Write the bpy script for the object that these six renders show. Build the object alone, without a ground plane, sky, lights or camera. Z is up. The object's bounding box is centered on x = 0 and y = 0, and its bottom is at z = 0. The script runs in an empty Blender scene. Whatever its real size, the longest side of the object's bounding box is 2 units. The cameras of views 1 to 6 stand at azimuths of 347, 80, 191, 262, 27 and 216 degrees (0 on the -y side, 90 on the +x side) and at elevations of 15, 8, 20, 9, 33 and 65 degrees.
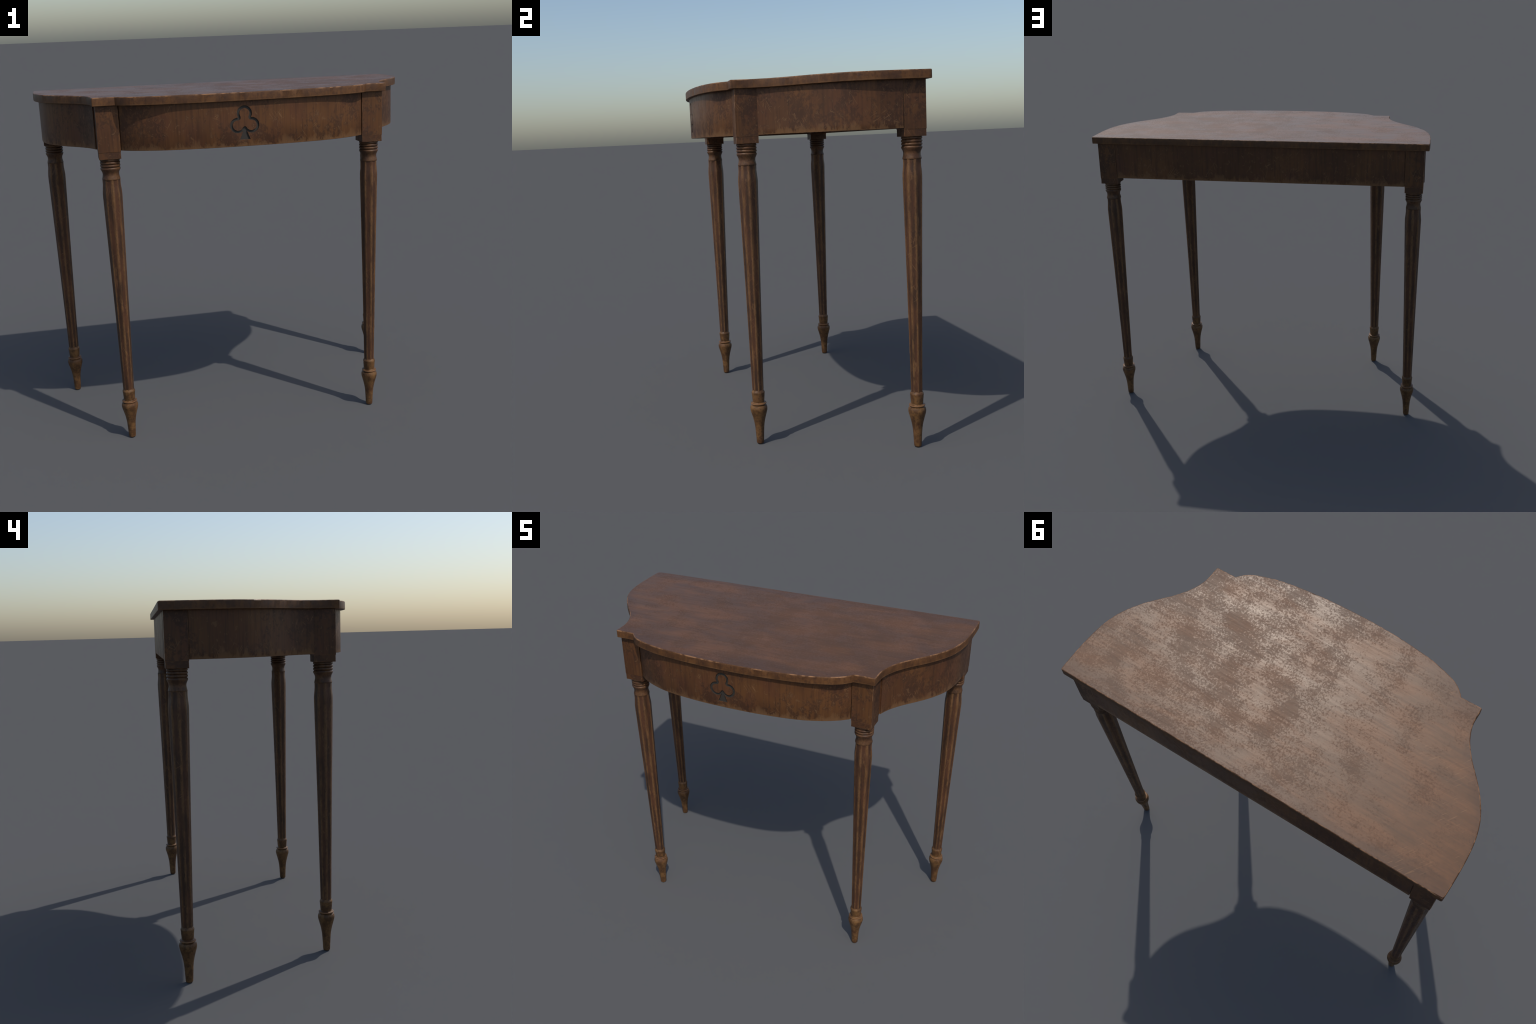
"""Antique bow-front console table: shaped top, curved apron with a carved club,
four block-topped octagonal turned legs.  Metres, z up."""
import bpy, bmesh, math, random
from mathutils import Vector, noise as mnoise

random.seed(7)

# ------------------------------------------------------------------ sizes
TOP_Z, TOP_UNDER = 1.7534, 1.7135
APRON_BOTTOM = 1.5000
BLOCK, PLINTH = 0.1060, 0.1036
BLOCK_BOTTOM, PLINTH_BOTTOM = 1.4940, 1.4620
FRONT_LEG, BACK_LEG = (0.6560, -0.2920), (0.9185, 0.4252)
BACK_Y = 0.4998

# right half of the top's outline (mirrored in x), as smooth runs between corners
SIDE_RUN = [(0.9980, BACK_Y), (1.0000, 0.420), (0.9995, 0.330), (0.9950, 0.250), (0.9850, 0.185),
            (0.9670, 0.120), (0.9390, 0.061), (0.9000, 0.000), (0.8600, -0.050), (0.8080, -0.110),
            (0.7740, -0.157), (0.7505, -0.198), (0.7320, -0.248), (0.7240, -0.290), (0.7225, -0.364)]
FRONT_RUN = [(0.6165, -0.364), (0.5995, -0.3845), (0.5725, -0.4080), (0.5300, -0.4300), (0.4520, -0.4550),
             (0.4030, -0.4665), (0.3250, -0.4780), (0.2600, -0.4855), (0.1870, -0.4915), (0.1040, -0.4960),
             (0.0, -0.4980)]
# outer face of the front apron, right half, from block to middle
FRONT_APRON_RUN = [(0.5990, -0.3430), (0.5620, -0.3720), (0.5250, -0.3940), (0.4760, -0.4170), (0.4000, -0.4430),
                   (0.3200, -0.4590), (0.2300, -0.4700), (0.1200, -0.4780), (0.0, -0.4805)]

# ------------------------------------------------------------------ helpers
def link(obj, parent=None):
    bpy.context.scene.collection.objects.link(obj)
    if parent is not None:
        obj.parent = parent
    return obj

def catmull(points, per=6):
    """Smooth curve through control points (centripetal-free Catmull-Rom)."""
    p = [Vector(q) for q in points]
    p = [p[0] * 2 - p[1]] + p + [p[-1] * 2 - p[-2]]
    out = []
    for i in range(1, len(p) - 2):
        a, b, c, d = p[i - 1], p[i], p[i + 1], p[i + 2]
        for k in range(per):
            t = k / per
            out.append(0.5 * (2 * b + (c - a) * t + (2 * a - 5 * b + 4 * c - d) * t * t
                              + (3 * b - a - 3 * c + d) * t ** 3))
    out.append(p[-2])
    return out

def round_corner(prev, corner, nxt, radius, steps=4):
    c = Vector(corner)
    a = c + (Vector(prev) - c).normalized() * radius
    b = c + (Vector(nxt) - c).normalized() * radius
    return [(1 - t) ** 2 * a + 2 * t * (1 - t) * c + t * t * b for t in [i / steps for i in range(steps + 1)]]

def loop_normals(loop):
    """Outward normals of a counter-clockwise closed loop."""
    n = len(loop)
    out = []
    for i in range(n):
        t1 = (loop[i] - loop[i - 1])
        t2 = (loop[(i + 1) % n] - loop[i])
        n1 = Vector((t1.y, -t1.x)).normalized()
        n2 = Vector((t2.y, -t2.x)).normalized()
        m = (n1 + n2)
        m = m.normalized() if m.length > 1e-6 else n1
        k = max(0.5, m.dot(n1))
        out.append(m / k)
    return out

def shade_by_angle(me, degrees=32):
    me.shade_smooth()
    bm = bmesh.new(); bm.from_mesh(me)
    lim = math.radians(degrees)
    for e in bm.edges:
        if len(e.link_faces) == 2 and e.calc_face_angle(0) > lim:
            e.smooth = False
    bm.to_mesh(me); bm.free()

def mesh_from(name, verts, faces, mats=(), angle=32, slots=None):
    me = bpy.data.meshes.new(name)
    me.from_pydata([tuple(v) for v in verts], [], faces)
    for m in mats:
        me.materials.append(m)
    if slots:
        for p, s in zip(me.polygons, slots):
            p.material_index = s
    bm = bmesh.new(); bm.from_mesh(me)
    bmesh.ops.recalc_face_normals(bm, faces=bm.faces)
    bm.to_mesh(me); bm.free()
    shade_by_angle(me, angle)
    return me

# ------------------------------------------------------------------ materials
class Nodes:
    """Small wrapper so that materials read as formulas."""
    def __init__(self, name):
        self.mat = bpy.data.materials.new(name)
        self.mat.use_nodes = True
        self.t = self.mat.node_tree
        self.t.nodes.clear()
        self.out = self.t.nodes.new('ShaderNodeOutputMaterial')
        self.bsdf = self.t.nodes.new('ShaderNodeBsdfPrincipled')
        self.t.links.new(self.bsdf.outputs[0], self.out.inputs[0])
        tc = self.t.nodes.new('ShaderNodeTexCoord')
        self.obj = tc.outputs['Object']
        oi = self.t.nodes.new('ShaderNodeObjectInfo')
        self.loc, self.rand = oi.outputs['Location'], oi.outputs['Random']
        add = self.t.nodes.new('ShaderNodeVectorMath')
        self.t.links.new(self.obj, add.inputs[0]); self.t.links.new(self.loc, add.inputs[1])
        self.world = add.outputs[0]

    def put(self, sock, val):
        if hasattr(val, 'is_linked'):
            self.t.links.new(val, sock)
        elif isinstance(val, (tuple, list)) and len(val) == 3 and sock.type == 'RGBA':
            sock.default_value = (*val, 1)
        else:
            sock.default_value = val

    def math(self, op, a, b=0.0, c=0.0, clamp=False):
        n = self.t.nodes.new('ShaderNodeMath'); n.operation = op; n.use_clamp = clamp
        for s, v in zip(n.inputs, (a, b, c)):
            self.put(s, v)
        return n.outputs[0]

    def ramp(self, val, lo, hi, to_lo=0.0, to_hi=1.0, smooth=True):
        n = self.t.nodes.new('ShaderNodeMapRange')
        n.interpolation_type = 'SMOOTHSTEP' if smooth else 'LINEAR'
        for k, v in zip(('Value', 'From Min', 'From Max', 'To Min', 'To Max'), (val, lo, hi, to_lo, to_hi)):
            self.put(n.inputs[k], v)
        return n.outputs[0]

    def noise(self, scale, stretch=(1, 1, 1), detail=4.0, rough=0.55, shift=(0, 0, 0), rot=(0, 0, 0),
              vec=None, warp=0.0):
        src = vec or self.world
        if any(rot):                             # turn first, then stretch, so streaks can slant
            turn = self.t.nodes.new('ShaderNodeMapping')
            self.t.links.new(src, turn.inputs[0])
            turn.inputs['Rotation'].default_value = rot
            src = turn.outputs[0]
        m = self.t.nodes.new('ShaderNodeMapping')
        self.t.links.new(src, m.inputs[0])
        m.inputs['Location'].default_value = shift
        m.inputs['Scale'].default_value = stretch
        n = self.t.nodes.new('ShaderNodeTexNoise')
        self.t.links.new(m.outputs[0], n.inputs['Vector'])
        n.inputs['Scale'].default_value = scale
        n.inputs['Detail'].default_value = detail
        n.inputs['Roughness'].default_value = rough
        n.inputs['Distortion'].default_value = warp
        return n.outputs[0]

    def mix(self, fac, a, b):
        n = self.t.nodes.new('ShaderNodeMix'); n.data_type = 'RGBA'
        self.put(n.inputs[0], fac); self.put(n.inputs[6], a); self.put(n.inputs[7], b)
        return n.outputs[2]

    def xyz(self, vec=None):
        n = self.t.nodes.new('ShaderNodeSeparateXYZ')
        self.t.links.new(vec or self.obj, n.inputs[0])
        return n.outputs

    def curve(self, val, points):
        n = self.t.nodes.new('ShaderNodeFloatCurve')
        c = n.mapping.curves[0]
        c.points[0].location = points[0]; c.points[1].location = points[-1]
        for p in points[1:-1]:
            c.points.new(*p)
        n.mapping.update()
        self.put(n.inputs['Value'], val)
        return n.outputs[0]

    def finish(self, color, rough, height=None, bump=0.3, dist=0.002, spec=0.32):
        self.put(self.bsdf.inputs['Base Color'], color)
        self.put(self.bsdf.inputs['Roughness'], rough)
        self.put(self.bsdf.inputs['Specular IOR Level'], spec)
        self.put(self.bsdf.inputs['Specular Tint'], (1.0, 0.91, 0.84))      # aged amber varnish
        if height is not None:
            b = self.t.nodes.new('ShaderNodeBump')
            b.inputs['Strength'].default_value = bump
            b.inputs['Distance'].default_value = dist
            self.put(b.inputs['Height'], height)
            self.t.links.new(b.outputs[0], self.bsdf.inputs['Normal'])
        return self.mat

# palette (linear)
TAN = (0.190, 0.098, 0.043)
HONEY = (0.124, 0.0525, 0.0170)
BROWN = (0.074, 0.0320, 0.0130)
DARK = (0.034, 0.0165, 0.0105)
RED = (0.092, 0.036, 0.0175)

def scratches(n, amount=0.0, seed=0.0, round_part=False):
    """Sparse pale strokes slanting both ways, laid out on the unrolled surface."""
    if round_part:
        p = n.xyz()
        across = n.math('MULTIPLY', n.math('ARCTAN2', p[1], p[0]), 0.040)
        w = n.xyz(n.loc)
        side = n.math('ADD', n.math('MULTIPLY', w[0], 7.0), n.math('MULTIPLY', w[1], 5.0))
    else:
        p = n.xyz(n.world)
        across = n.math('ADD', n.math('ABSOLUTE', p[0]), p[1])
        side = n.math('MULTIPLY', n.math('SIGN', p[0]), 3.0)
    c = n.t.nodes.new('ShaderNodeCombineXYZ')
    for k, v in zip(c.inputs, (across, side, p[2])):
        n.put(k, v)
    v = c.outputs[0]
    a = n.noise(1.0, (230, 1, 11), 0.0, 0.4, (seed, 3.1, 0.7), (0.0, 0.62, 0.0), vec=v)
    b = n.noise(1.0, (260, 1, 15), 0.0, 0.4, (7.7, seed, 2.3), (0.0, -1.05, 0.0), vec=v)
    d = n.noise(1.0, (240, 1, 13), 0.0, 0.4, (1.7, seed, 8.3), (0.0, -0.25, 0.0), vec=v)
    where = n.ramp(n.noise(10.0, detail=2, shift=(seed, 1, 2), vec=v), 0.52, 0.62)
    s = n.ramp(a, 0.72 - amount, 0.84 - amount)
    for q in (b, d):
        s = n.math('MAXIMUM', s, n.ramp(q, 0.73 - amount, 0.85 - amount))
    return n.math('MULTIPLY', s, where)

def wood_side(name, bottom=None, seed=0.0, blotch=0.54, redness=0.75):
    """Varnished veneer with upright grain, dark crazed blotches, rubbed lower edge."""
    n = Nodes(name)
    grain = n.noise(1.0, (95, 95, 4.0), 5.0, 0.66, (seed, 0, 0), warp=0.25)
    broad = n.noise(4.2, (1, 1, 0.8), 3.0, 0.5, (seed, 2, 5))
    craze = n.noise(58.0, (1, 1, 0.8), 5.0, 0.62, (seed, 9, 1), warp=0.6)
    cloud = n.noise(5.5, (1, 1, 0.9), 4.0, 0.6, (1.6, 4, seed + 0.3))
    col = n.mix(n.ramp(broad, 0.36, 0.64), BROWN, HONEY)
    col = n.mix(n.ramp(n.noise(6.0, detail=2, shift=(4, seed, 1)), 0.46, 0.66, redness * 0.3, redness), col, RED)
    col = n.mix(n.ramp(grain, 0.42, 0.70, 0, 0.50), col, DARK)
    both = n.math('ADD', n.math('MULTIPLY', craze, 0.45), n.math('MULTIPLY', cloud, 0.55))
    blot = n.ramp(both, 0.495, 0.545)
    col = n.mix(n.math('MULTIPLY', blot, blotch), col, DARK)
    spark = n.ramp(craze, 0.58, 0.68)
    col = n.mix(n.math('MULTIPLY', spark, 0.45), col, TAN)
    scr = scratches(n, 0.04, seed)
    col = n.mix(n.math('MULTIPLY', scr, 0.80), col, TAN)
    if bottom is not None:
        z = n.xyz(n.world)[2]
        d = n.math('SUBTRACT', z, bottom)
        fray = n.noise(24.0, (1, 1, 0.4), 6.0, 0.7, (seed, 1, 3))
        reach = n.ramp(fray, 0.36, 0.70, 0.004, 0.062)
        wear = n.math('SUBTRACT', 1.0, n.math('DIVIDE', d, reach), clamp=True)
        col = n.mix(n.math('MULTIPLY', wear, 0.85), col, TAN)
    rough = n.math('ADD', n.ramp(both, 0.42, 0.58, 0.42, 0.55), n.math('MULTIPLY', scr, 0.1))
    h = n.math('ADD', grain, n.math('MULTIPLY', craze, 0.5))
    return n.finish(col, rough, h, 0.22, 0.0015)

def wood_top():
    """Red-brown top: long grain, darker rim, patchy worn polish that shows in the gloss."""
    n = Nodes('tabletop_wood')
    p = n.xyz()
    grain = n.noise(1.0, (4.5, 70, 70), 5.0, 0.62, warp=0.3)
    broad = n.noise(1.0, (3.4, 8, 8), 5.0, 0.62, (3, 1, 0), warp=0.5)
    cloud = n.noise(5.6, detail=5.0, rough=0.64, shift=(1, 7, 2))
    fleck = n.noise(105.0, detail=7.0, rough=0.72, shift=(5, 2, 8), warp=0.5)
    side = n.ramp(p[0], -0.75, 0.45, -0.035, 0.012)       # sun gloss fading towards one end, put into the patches' colour and roughness
    patch = n.math('ADD', n.math('ADD', n.math('MULTIPLY', fleck, 0.56), n.math('MULTIPLY', cloud, 0.44)), side)
    bare = n.ramp(patch, 0.480, 0.520)
    # distance from the outline, using the outline itself as a curve of |x|
    ax = n.math('ABSOLUTE', p[0])
    pts = [(x, (y + 0.5)) for x, y in reversed(FRONT_RUN)] + [(x, y + 0.5) for x, y in reversed(SIDE_RUN[1:-1])]
    rim_y = n.math('SUBTRACT', n.curve(ax, pts), 0.5)
    front_gap = n.math('SUBTRACT', p[1], rim_y)
    gap = n.math('MINIMUM', front_gap, n.math('SUBTRACT', BACK_Y, p[1]))
    gap = n.math('ADD', gap, n.math('MULTIPLY', n.math('SUBTRACT', broad, 0.5), 0.12))
    rim = n.ramp(gap, 0.0, 0.115, 1.0, 0.0)
    col = n.mix(n.ramp(broad, 0.35, 0.66), (0.096, 0.0440, 0.0195), (0.142, 0.0605, 0.0250))
    col = n.mix(n.ramp(grain, 0.42, 0.68, 0, 0.32), col, (0.048, 0.026, 0.017))
    col = n.mix(n.math('MULTIPLY', rim, 0.42), col, (0.054, 0.0280, 0.0190))
    col = n.mix(n.math('MULTIPLY', bare, 0.30), col, (0.085, 0.043, 0.024))
    specks = n.math('MULTIPLY', n.ramp(fleck, 0.56, 0.66), n.ramp(cloud, 0.50, 0.60))
    col = n.mix(n.math('MULTIPLY', specks, 0.45), col, (0.040, 0.024, 0.018))
    dents = n.noise(1.0, (300, 18, 18), 0.0, 0.4, (2, 3, 1), (0, 0, 0.6))
    nick = n.math('MULTIPLY', n.ramp(dents, 0.70, 0.80), n.ramp(n.noise(6, detail=2), 0.52, 0.62))
    col = n.mix(n.math('MULTIPLY', nick, 0.5), col, TAN)
    sheen = n.math('ADD', n.ramp(broad, 0.36, 0.66, -0.025, 0.03), n.ramp(grain, 0.36, 0.66, -0.025, 0.03))
    rough = n.math('ADD', n.math('ADD', n.math('MULTIPLY', bare, 0.13), 0.410), sheen)
    h = n.math('ADD', n.math('MULTIPLY', grain, 0.45), n.math('MULTIPLY', patch, 0.7))
    return n.finish(col, rough, h, 0.13, 0.0015, 0.40)

def wood_edge():
    """Moulded edge of the top: rubbed, mottled, streaked across its thickness."""
    n = Nodes('tabletop_edge_wood')
    streak = n.noise(1.0, (70, 70, 9), 4.0, 0.6)
    mott = n.noise(16.0, detail=6.0, rough=0.65, shift=(2, 2, 1))
    col = n.mix(n.ramp(mott, 0.38, 0.64), BROWN, HONEY)
    col = n.mix(n.ramp(streak, 0.45, 0.70, 0, 0.42), col, DARK)
    col = n.mix(n.ramp(n.noise(70.0, detail=5, rough=0.7), 0.5, 0.64, 0, 0.45), col, DARK)
    z = n.xyz()[2]
    mid = n.math('ABSOLUTE', n.math('SUBTRACT', z, (TOP_Z + TOP_UNDER) / 2))
    near = n.ramp(n.math('ADD', mid, n.math('MULTIPLY', mott, 0.022)), 0.022, 0.033)
    col = n.mix(n.math('MULTIPLY', near, 0.38), col, TAN)
    return n.finish(col, n.ramp(mott, 0.3, 0.7, 0.42, 0.58), streak, 0.25, 0.0015)

def worn_arris(name='worn_edge_wood'):
    """Bare wood on corners where the varnish has rubbed through."""
    n = Nodes(name)
    a = n.noise(28.0, detail=6.0, rough=0.7)
    col = n.mix(n.ramp(a, 0.40, 0.58), BROWN, (0.255, 0.128, 0.060))
    col = n.mix(n.ramp(n.noise(11.0, detail=4, rough=0.65, shift=(1, 2, 3)), 0.46, 0.60, 0, 0.85), col, BROWN)
    return n.finish(col, 0.5, a, 0.25, 0.001)

def wood_leg_shaft():
    """Octagonal shaft: pale rubbed stripes along the eight edges, dark polish on the flats."""
    n = Nodes('leg_shaft_wood')
    p = n.xyz()
    ang = n.math('ARCTAN2', p[1], p[0])
    turn = n.math('MULTIPLY', ang, 8 / (2 * math.pi))
    off = n.math('ABSOLUTE', n.math('SUBTRACT', turn, n.math('ROUND', turn)))      # 0 edge .. 0.5 flat
    blot = n.noise(30.0, (1, 1, 0.42), 7.0, 0.72)
    long = n.noise(1.0, (34, 34, 5.0), 4.0, 0.6)
    fine = n.noise(85.0, (1, 1, 0.6), 8.0, 0.75)
    fray = n.math('ADD', off, n.math('MULTIPLY', n.math('SUBTRACT', blot, 0.5), 0.42))
    fray = n.math('ADD', fray, n.math('MULTIPLY', n.math('SUBTRACT', fine, 0.5), 0.80))
    stripe = n.ramp(fray, 0.12, 0.32, 1.0, 0.0)
    kept = n.noise(1.0, (30, 30, 9.0), 4.0, 0.65, (4, 2, 6))
    stripe = n.math('MULTIPLY', stripe, n.ramp(n.math('ADD', n.math('MULTIPLY', kept, 0.5), n.math('MULTIPLY', blot, 0.5)), 0.40, 0.56, 0.20, 1.0))
    stripe = n.math('MAXIMUM', stripe, n.ramp(n.math('ADD', n.math('MULTIPLY', kept, 0.55), n.math('MULTIPLY', fine, 0.45)), 0.55, 0.62, 0.0, 0.6))
    flat = n.mix(n.ramp(long, 0.38, 0.62), (0.042, 0.021, 0.0125), (0.078, 0.033, 0.017))
    edge = n.mix(n.ramp(fine, 0.40, 0.60), (0.130, 0.063, 0.0235), (0.215, 0.110, 0.046))
    col = n.mix(n.math('MULTIPLY', stripe, 0.76), flat, edge)
    col = n.mix(n.ramp(fine, 0.54, 0.66, 0, 0.40), col, DARK)
    scr = scratches(n, 0.02, 4.0, True)
    col = n.mix(n.math('MULTIPLY', scr, 0.6), col, TAN)
    h = n.math('ADD', fine, n.math('MULTIPLY', blot, 0.8))
    return n.finish(col, n.ramp(fine, 0.35, 0.65, 0.42, 0.56), h, 0.28, 0.002)

def wood_turned(name, light, dark, seed, rim=None):
    n = Nodes(name)
    m = n.noise(26.0, (1, 1, 0.8), 7.0, 0.72, (seed, 1, 1))
    f = n.noise(90.0, detail=8.0, rough=0.75, shift=(1, seed, 1))
    col = n.mix(n.ramp(m, 0.42, 0.58), dark, light)
    col = n.mix(n.ramp(n.noise(18.0, detail=3, shift=(seed, 5, 2)), 0.5, 0.65, 0, 0.35), col, RED)
    col = n.mix(n.ramp(f, 0.50, 0.64, 0, 0.6), col, DARK)
    scr = scratches(n, 0.01, seed, True)
    col = n.mix(n.math('MULTIPLY', scr, 0.5), col, TAN)
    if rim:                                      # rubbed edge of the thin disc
        z = n.xyz()[2]
        band = n.ramp(n.math('ABSOLUTE', n.math('SUBTRACT', z, rim)), 0.0018, 0.0034, 1.0, 0.0)
        col = n.mix(n.math('MULTIPLY', band, 0.8), col, (0.230, 0.115, 0.055))
    return n.finish(col, n.ramp(f, 0.35, 0.65, 0.40, 0.54), n.math('ADD', m, f), 0.22, 0.0015)

def groove_paint():
    n = Nodes('carving_dark_stain')
    f = n.noise(40.0, detail=5.0)
    return n.finish(n.mix(f, (0.030, 0.0275, 0.0240), (0.042, 0.0370, 0.0310)), 0.6, f, 0.1, 0.001)

M_TOP, M_EDGE, M_WORN = wood_top(), wood_edge(), worn_arris()
M_APRON = wood_side('apron_wood', APRON_BOTTOM, 0.0)
M_BACK = wood_side('back_apron_wood', APRON_BOTTOM, 5.0, 0.18, 0.9)
M_BLOCK = wood_side('leg_block_wood', None, 11.0, 0.62)
M_PLINTH = wood_side('leg_plinth_wood', None, 23.0)
M_SHAFT = wood_leg_shaft()
M_COLLAR = wood_turned('leg_collar_wood', (0.110, 0.053, 0.023), (0.058, 0.028, 0.0145), 3.0)
M_FOOT = wood_turned('leg_foot_wood', (0.156, 0.078, 0.0285), (0.076, 0.036, 0.0145), 8.0, 0.2048)
M_GROOVE = groove_paint()

# ------------------------------------------------------------------ the table
table = bpy.data.objects.new('console_table', None)
link(table)
table["label"] = "antique bow-front wooden console table with carved club"
table["category"] = "table"

# ---- top: outline swept with small rounded arrises
def top_outline():
    side = catmull(SIDE_RUN, 7)
    front = catmull(FRONT_RUN, 7)
    half = []                                    # from back corner round to the front middle
    half += round_corner((0, BACK_Y), SIDE_RUN[0], side[2], 0.010)
    half += side[2:-2]
    half += round_corner(side[-3], SIDE_RUN[-1], FRONT_RUN[0], 0.008)
    x0, x1 = SIDE_RUN[-1][0], FRONT_RUN[0][0]
    half += [Vector((x0 + (x1 - x0) * t, -0.364)) for t in (0.25, 0.5, 0.75)]
    half += front
    left = [Vector((-v.x, v.y)) for v in half]
    back = [Vector((x, BACK_Y)) for x in [0.94 - i * 0.04 for i in range(48)]]
    # counter-clockwise seen from above: back edge right-to-left, left side, front, right side
    return back + left + list(reversed(half[:-1]))

def build_top():
    loop = top_outline()
    nrm = loop_normals(loop)
    prof = [(-0.0020, TOP_UNDER, 0), (-0.0005, TOP_UNDER + 0.0008, 0), (0.0, TOP_UNDER + 0.0022, 0),
            (0.0, TOP_Z - 0.0045, 0), (-0.0008, TOP_Z - 0.0018, 0), (-0.0024, TOP_Z - 0.0004, 0),
            (-0.0046, TOP_Z, 0)]
    verts, faces, slots = [], [], []
    N = len(loop)
    for k, (off, z, _) in enumerate(prof):
        for v, m in zip(loop, nrm):
            wob = mnoise.noise(Vector((v.x * 60, v.y * 60, z * 40))) * 0.0006
            chip = max(0.0, mnoise.noise(Vector((v.x * 23 + 9, v.y * 23, 4))) - 0.42) * 0.010 if k in (4, 5, 6) else 0.0
            p = v + m * (off + wob - chip * 0.6)
            dz = -chip * 0.5 if k in (4, 5) else 0.0
            verts.append((p.x, p.y, z + dz))
    for k in range(len(prof) - 1):
        for i in range(N):
            j = (i + 1) % N
            faces.append((k * N + i, k * N + j, (k + 1) * N + j, (k + 1) * N + i))
            slots.append(1 if k in (1, 2) else 2)
    faces.append(tuple(range(N - 1, -1, -1))); slots.append(1)
    top0 = (len(prof) - 1) * N
    faces.append(tuple(range(top0, top0 + N))); slots.append(0)
    me = mesh_from('tabletop', verts, faces, (M_TOP, M_EDGE, M_WORN), 17, slots)
    for p in me.polygons:
        if p.loop_total > 4:
            p.use_smooth = False                # the broad flats stay dead flat
    return link(bpy.data.objects.new('tabletop', me), table)

build_top()

# ---- aprons: a curved board, outer face given as a plan curve
def board(name, curve, thick, z0, z1, inward, steps=8, gap=0.0090, mats=(M_APRON, M_WORN)):
    """curve: outer-face points in plan; inward(i) gives the unit direction to the inside."""
    e = 0.0016                                  # eased lower arris
    n = len(curve)
    rings = []
    for i, v in enumerate(curve):
        w = inward(i)
        def at(d, z):
            q = v + w * d
            return (q.x, q.y, z)
        prof = [at(thick, z1), at(thick, z0), at(e, z0), at(e * 0.3, z0 + e * 0.3), at(0, z0 + e)]
        prof += [at(0, z0 + e + (z1 - z0 - e) * k / steps) for k in range(1, steps + 1)]
        rings.append(prof)
    # each end runs on a little further as a set-back tongue: a dark joint beside the leg block
    def tongue(i, j):
        along = (curve[i] - curve[j]).normalized() * gap
        w = inward(i)
        def sink(p, k):
            d = w * (0.005 if k >= 2 else 0.0)
            return (p[0] + d.x, p[1] + d.y, p[2])
        near = [sink(p, k) for k, p in enumerate(rings[i])]
        far = [(p[0] + along.x, p[1] + along.y, p[2]) for p in near]
        return near, far
    a0, a1 = tongue(0, 1)
    b0, b1 = tongue(n - 1, n - 2)
    rings = [a1, a0] + rings + [b0, b1]
    n = len(rings)
    m = len(rings[0])
    verts = [p for r in rings for p in r]
    faces, slots = [], []
    for i in range(n - 1):
        for k in range(m):
            kk = (k + 1) % m
            faces.append((i * m + k, (i + 1) * m + k, (i + 1) * m + kk, i * m + kk))
            slots.append(1 if k in (2, 3) else 0)
    faces.append(tuple(range(m))); slots.append(0)
    faces.append(tuple((n - 1) * m + k for k in range(m - 1, -1, -1))); slots.append(0)
    return mesh_from(name, verts, faces, mats, 32, slots)

def inward_of(curve, sign):
    def f(i):
        a, b = curve[max(0, i - 1)], curve[min(len(curve) - 1, i + 1)]
        t = (b - a).normalized()
        return Vector((-t.y, t.x)) * sign
    return f

EMBED = TOP_UNDER + 0.0015

def side_apron_curve():
    """The top's S-curve, set in under the overhang, between the two leg blocks."""
    full = catmull(SIDE_RUN, 8)
    inset = []
    for i, v in enumerate(full):
        a, b = full[max(0, i - 1)], full[min(len(full) - 1, i + 1)]
        t = (b - a).normalized()
        over = 0.0190 + 0.0058 * max(0.0, min(1.0, (v.y + 0.06) / 0.26))
        inset.append(v + Vector((t.y, -t.x)) * over)
    y_hi = BACK_LEG[1] - BLOCK / 2 - 0.0035
    y_lo = FRONT_LEG[1] + BLOCK / 2 + 0.0035
    out = [v for v in inset if y_lo + 0.002 < v.y < y_hi - 0.002]
    def cut(y):
        for a, b in zip(inset, inset[1:]):
            if (a.y - y) * (b.y - y) <= 0 and a.y != b.y:
                return a.lerp(b, (y - a.y) / (b.y - a.y))
    return [cut(y_hi)] + out + [cut(y_lo)]

right_curve = side_apron_curve()
left_curve = [Vector((-v.x, v.y)) for v in right_curve]
for curve, sign in ((right_curve, -1), (left_curve, 1)):
    me = board('side_apron', curve, 0.024, APRON_BOTTOM, EMBED, inward_of(curve, sign))
    link(bpy.data.objects.new('side_apron', me), table)

half_front = catmull(FRONT_APRON_RUN, 7)
front_curve = half_front + [Vector((-v.x, v.y)) for v in reversed(half_front[:-1])]
front_mesh = board('front_apron', front_curve, 0.026, APRON_BOTTOM, EMBED, inward_of(front_curve, -1), steps=2,
                   mats=(M_APRON, M_WORN, M_GROOVE))

bx = BACK_LEG[0] - BLOCK / 2 - 0.0030
back_curve = [Vector((-bx + 2 * bx * i / 30, 0.4795)) for i in range(31)]
me = board('back_apron', back_curve, 0.024, APRON_BOTTOM, EMBED, lambda i: Vector((0, -1)), mats=(M_BACK, M_WORN))
link(bpy.data.objects.new('back_apron', me), table)

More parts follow.
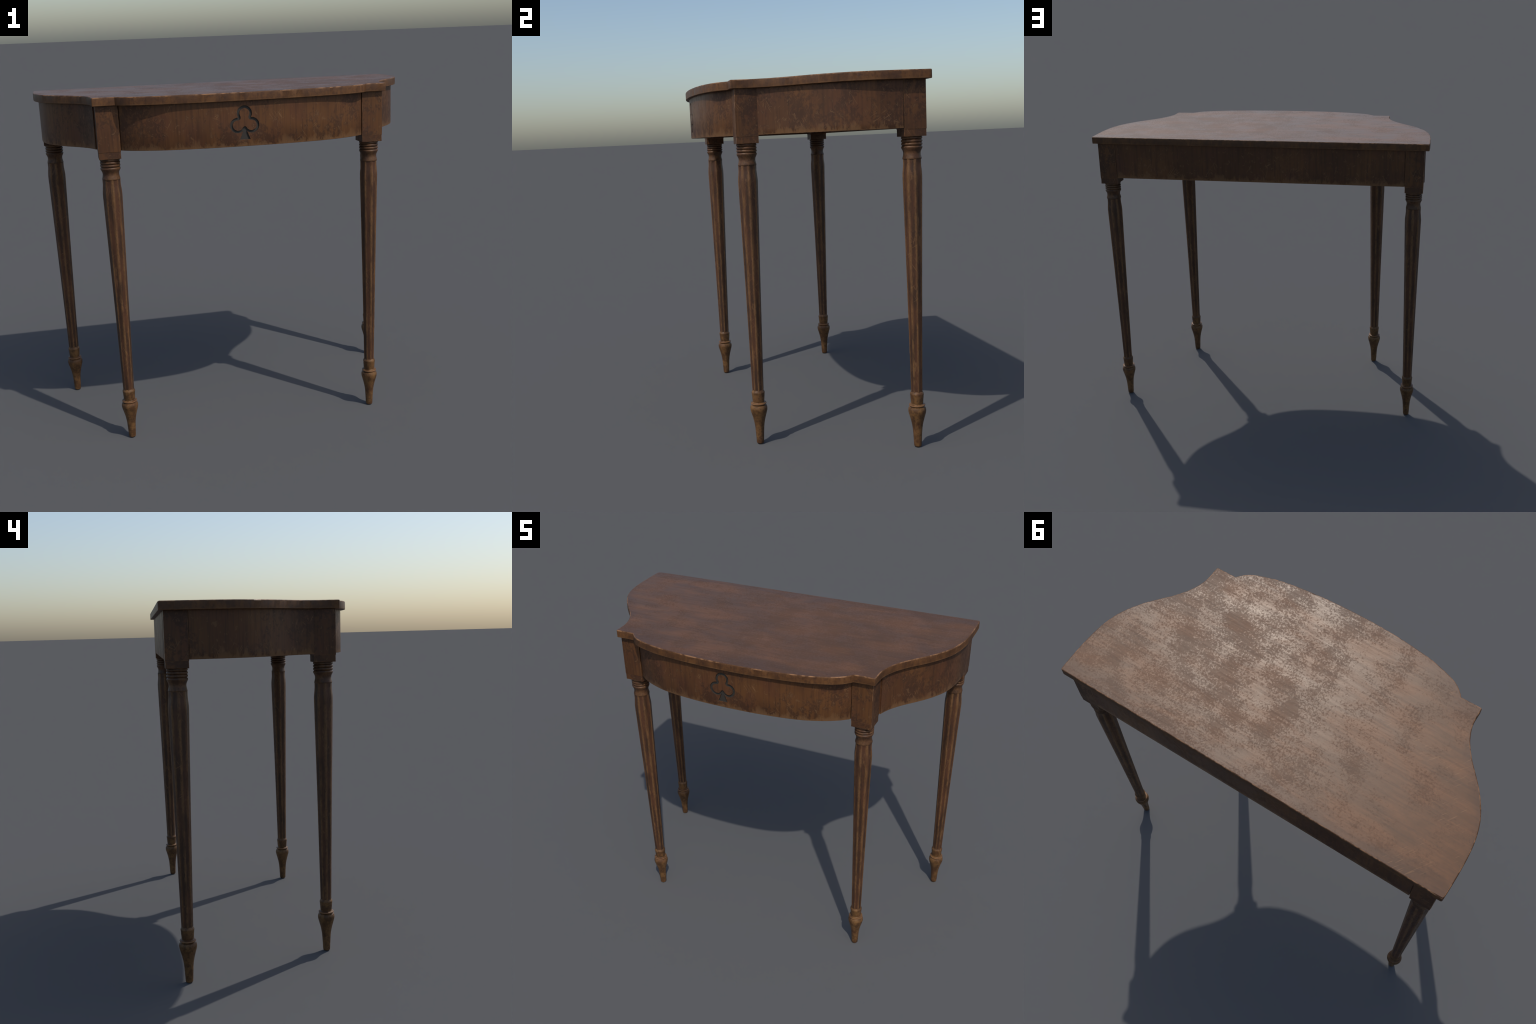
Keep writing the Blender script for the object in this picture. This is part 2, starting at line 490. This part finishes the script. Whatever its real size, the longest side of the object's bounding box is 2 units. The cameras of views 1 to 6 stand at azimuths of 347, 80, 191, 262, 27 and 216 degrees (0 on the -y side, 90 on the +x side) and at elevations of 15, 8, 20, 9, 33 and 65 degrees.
# ---- carved club: three lobes and a flared stem sunk into the front apron
def club_outlines(cx, band):
    lobe = 0.0362
    T, L, R = Vector((cx, 1.6545)), Vector((cx - 0.0338, 1.5990)), Vector((cx + 0.0338, 1.5990))
    def meet(a, b, away):
        mid, d = (a + b) / 2, (b - a)
        h = math.sqrt(max(1e-8, lobe ** 2 - (d.length / 2) ** 2))
        n = Vector((-d.y, d.x)).normalized()
        p, q = mid + n * h, mid - n * h
        return p if (p - away).length > (q - away).length else q
    centre = (T + L + R) / 3
    joins = {('T', 'L'): meet(T, L, centre), ('L', 'R'): meet(L, R, centre), ('R', 'T'): meet(R, T, centre)}
    outer, inner = [], []
    order = [('T', T, joins[('R', 'T')], joins[('T', 'L')]),
             ('L', L, joins[('T', 'L')], joins[('L', 'R')]),
             ('R', R, joins[('L', 'R')], joins[('R', 'T')])]
    for _, c, start, end in order:               # counter-clockwise arcs
        a0 = math.atan2(*(start - c).yx); a1 = math.atan2(*(end - c).yx)
        while a1 <= a0:
            a1 += 2 * math.pi
        arc = [a0 + (a1 - a0) * i / 26 for i in range(27)]
        outer += [c + Vector((math.cos(a), math.sin(a))) * lobe for a in arc]
        for i, a in enumerate(arc):              # the band thins towards the stem
            t = i / 26
            thin = {'T': 0.0, 'L': max(0.0, (t - 0.6) / 0.4), 'R': max(0.0, (0.4 - t) / 0.4)}[_]
            inner.append(c + Vector((math.cos(a), math.sin(a))) * (lobe - band * (1 - 0.30 * thin)))
        # around the re-entrant join the island follows a small arc
        nxt = {id(order[0][1]): L, id(order[1][1]): R, id(order[2][1]): T}[id(c)]
        b0 = (c - end); b1 = (nxt - end)
        for t in (0.25, 0.5, 0.75):
            d = (b0.normalized() * (1 - t) + b1.normalized() * t).normalized()
            outer.append(end.copy()); inner.append(end + d * band * (0.70 if _ == 'L' else 1.0))
    return outer, inner, joins[('L', 'R')]

def prism(name, rings, y0, y1, capped):
    """rings: list of closed plan loops in (x, z). One ring -> solid; two -> annular solid."""
    verts, faces = [], []
    N = len(rings[0])
    for y in (y0, y1):
        for r in rings:
            verts += [(p.x, y, p.y) for p in r]
    R = len(rings)
    idx = lambda s, r, i: (s * R + r) * N + i % N
    for i in range(N):
        faces.append((idx(0, 0, i), idx(0, 0, i + 1), idx(1, 0, i + 1), idx(1, 0, i)))
        if R == 2:
            faces.append((idx(0, 1, i), idx(0, 1, i + 1), idx(1, 1, i + 1), idx(1, 1, i)))
            for s in (0, 1):
                faces.append((idx(s, 0, i), idx(s, 0, i + 1), idx(s, 1, i + 1), idx(s, 1, i)))
    if capped:
        faces.append(tuple(idx(0, 0, i) for i in range(N)))
        faces.append(tuple(idx(1, 0, i) for i in range(N)))
    me = bpy.data.meshes.new(name)
    me.from_pydata(verts, [], faces)
    me.materials.append(M_GROOVE)
    bm = bmesh.new(); bm.from_mesh(me)
    bmesh.ops.remove_doubles(bm, verts=bm.verts, dist=1e-5)
    bmesh.ops.recalc_face_normals(bm, faces=bm.faces)
    bm.to_mesh(me); bm.free()
    return link(bpy.data.objects.new(name, me))

def carve_club(mesh):
    cx, floor = -0.0285, -0.4738
    outer, inner, notch = club_outlines(cx, 0.0126)
    stem = [Vector((cx - 0.0045, notch.y + 0.004)), Vector((cx - 0.0095, 1.5730)), Vector((cx - 0.0168, 1.5520)),
            Vector((cx - 0.0262, 1.5322)), Vector((cx + 0.0262, 1.5322)), Vector((cx + 0.0168, 1.5520)),
            Vector((cx + 0.0095, 1.5730)), Vector((cx + 0.0045, notch.y + 0.004))]
    obj = bpy.data.objects.new('front_apron', mesh)
    link(obj)
    cutters = [prism('cut_lobes', [outer, inner], -0.50, floor, False), prism('cut_stem', [stem], -0.50, floor - 0.0002, True)]
    for c in cutters:
        mod = obj.modifiers.new('carve', 'BOOLEAN')
        mod.operation, mod.object, mod.solver = 'DIFFERENCE', c, 'EXACT'
        mod.material_mode = 'TRANSFER'
    dg = bpy.context.evaluated_depsgraph_get()
    carved = bpy.data.meshes.new_from_object(obj.evaluated_get(dg), preserve_all_data_layers=False, depsgraph=dg)
    obj.modifiers.clear()
    obj.data = carved
    carved.name = 'front_apron'
    for c in cutters:
        bpy.data.objects.remove(c)
    shade_by_angle(carved, 28)
    obj.parent = table
    return obj

carve_club(front_mesh)

# ---- legs
def box(name, size, z0, z1, ease, mats, proud=0.0):
    """Square block with eased, slightly worn arrises."""
    h = size / 2
    bm = bmesh.new()
    bmesh.ops.create_cube(bm, size=1.0)
    for v in bm.verts:
        v.co = Vector((v.co.x * size, v.co.y * size, z0 if v.co.z < 0 else z1))
    res = bmesh.ops.bevel(bm, geom=list(bm.edges), offset=ease, segments=2, affect='EDGES', profile=0.5)
    for f in res['faces']:
        f.material_index = 1
        f.smooth = True
    me = bpy.data.meshes.new(name)
    bm.to_mesh(me); bm.free()
    for m in mats:
        me.materials.append(m)
    shade_by_angle(me, 20)
    return me

def lathe(name, profile, mats, seg=56, angle=40):
    verts, faces = [], []
    n = len(profile)
    for z, r in profile:
        for i in range(seg):
            a = 2 * math.pi * i / seg
            verts.append((r * math.cos(a), r * math.sin(a), z))
    for k in range(n - 1):
        for i in range(seg):
            j = (i + 1) % seg
            faces.append((k * seg + i, k * seg + j, (k + 1) * seg + j, (k + 1) * seg + i))
    faces.append(tuple(range(seg))); faces.append(tuple((n - 1) * seg + i for i in range(seg)))
    return mesh_from(name, verts, faces, mats, angle)

def collar_profile():
    p = [(PLINTH_BOTTOM + 0.002, 0.0452), (1.4610, 0.0452)]
    for zc in (1.4560, 1.4420, 1.4282):          # three reeds
        for k in range(7):
            a = math.pi * (k / 6) - math.pi / 2
            p.append((zc - 0.0058 * math.sin(a), 0.0447 + 0.0034 * math.cos(a)))
        p.append((zc - 0.0069, 0.0428))
    cove = [(1.4196, 0.0450), (1.4168, 0.0474), (1.4138, 0.0481), (1.4105, 0.0474), (1.4055, 0.0449), (1.4008, 0.0426),
            (1.3962, 0.0407), (1.3920, 0.0397), (1.3855, 0.0393), (1.3786, 0.0402), (1.3713, 0.0419),
            (1.3650, 0.0435), (1.3622, 0.0436), (1.3600, 0.0424), (1.3592, 0.0380)]
    return p + cove

def foot_profile():
    return [(0.2780, 0.0235), (0.2740, 0.0252), (0.2693, 0.0271), (0.2646, 0.0300), (0.2608, 0.0319), (0.2580, 0.0323),
            (0.2545, 0.0318), (0.2510, 0.0311), (0.2421, 0.0306), (0.2281, 0.0295), (0.2175, 0.0287), (0.2140, 0.0280),
            (0.2112, 0.0272), (0.2092, 0.0290), (0.2086, 0.0345), (0.2074, 0.0372), (0.2055, 0.0381), (0.2030, 0.0378), (0.2012, 0.0366),
            (0.2003, 0.0330), (0.1982, 0.0318), (0.1960, 0.0340), (0.1945, 0.0378), (0.1900, 0.0399), (0.1840, 0.0416),
            (0.1780, 0.0420), (0.1710, 0.0413), (0.1623, 0.0395), (0.1530, 0.0369), (0.1435, 0.0342), (0.1305, 0.0307),
            (0.1163, 0.0274), (0.1022, 0.0248), (0.0880, 0.0228), (0.0737, 0.0216), (0.0548, 0.0204), (0.0358, 0.0194),
            (0.0168, 0.0185), (0.0060, 0.0179), (0.0030, 0.0172), (0.0000, 0.0142)]

def shaft_mesh():
    """Tapering octagon with its edges on the x and y axes and the diagonals."""
    spine = [(1.3620, 0.0426), (1.3500, 0.0424), (1.3400, 0.0422), (1.3300, 0.0428), (1.3190, 0.0440),
             (1.3044, 0.0455), (1.2900, 0.0465), (1.2700, 0.0463), (1.2240, 0.0453), (1.1500, 0.0438),
             (1.0700, 0.0421), (0.9890, 0.0404), (0.8900, 0.0384), (0.7980, 0.0365), (0.7000, 0.0347),
             (0.6050, 0.0330), (0.5000, 0.0311), (0.4088, 0.0295), (0.3400, 0.0283), (0.2849, 0.0274), (0.2700, 0.0272)]
    easing = math.radians(3.2)
    angs = []
    for k in range(8):
        c = k * math.pi / 4
        angs += [(c - easing, 0), (c, 1), (c + easing, 0), (c + math.radians(11), 0), (c + math.radians(22.5), 0),
                 (c + math.radians(34), 0)]
    m = len(angs)
    verts, faces = [], []
    ap = math.cos(math.pi / 8)
    for z, R in spine:
        R += 0.0008
        for a, corner in angs:
            rel = (a % (math.pi / 4)) - math.pi / 8
            r = R * ap / math.cos(rel)
            if corner:
                r *= 0.9925
            verts.append((r * math.cos(a), r * math.sin(a), z))
    for k in range(len(spine) - 1):
        for i in range(m):
            j = (i + 1) % m
            faces.append((k * m + i, k * m + j, (k + 1) * m + j, (k + 1) * m + i))
    faces.append(tuple(range(m))); faces.append(tuple((len(spine) - 1) * m + i for i in range(m)))
    return mesh_from('leg', verts, faces, (M_SHAFT,), 14)

SHAFT = shaft_mesh()
BLOCK_ME = box('leg_block', BLOCK, BLOCK_BOTTOM, EMBED, 0.0016, (M_BLOCK, M_WORN))
PLINTH_ME = box('leg_plinth', PLINTH, PLINTH_BOTTOM, BLOCK_BOTTOM + 0.004, 0.0016, (M_PLINTH, M_WORN))
COLLAR_ME = lathe('leg_collar', collar_profile(), (M_COLLAR,))
FOOT_ME = lathe('leg_foot', foot_profile(), (M_FOOT,))

for (lx, ly) in (FRONT_LEG, BACK_LEG):
    for sx in (1, -1):
        leg = link(bpy.data.objects.new('leg', SHAFT), table)
        leg.location = (sx * lx, ly, 0)
        for nm, me in (('leg_block', BLOCK_ME), ('leg_plinth', PLINTH_ME), ('leg_collar', COLLAR_ME), ('leg_foot', FOOT_ME)):
            link(bpy.data.objects.new(nm, me), leg)
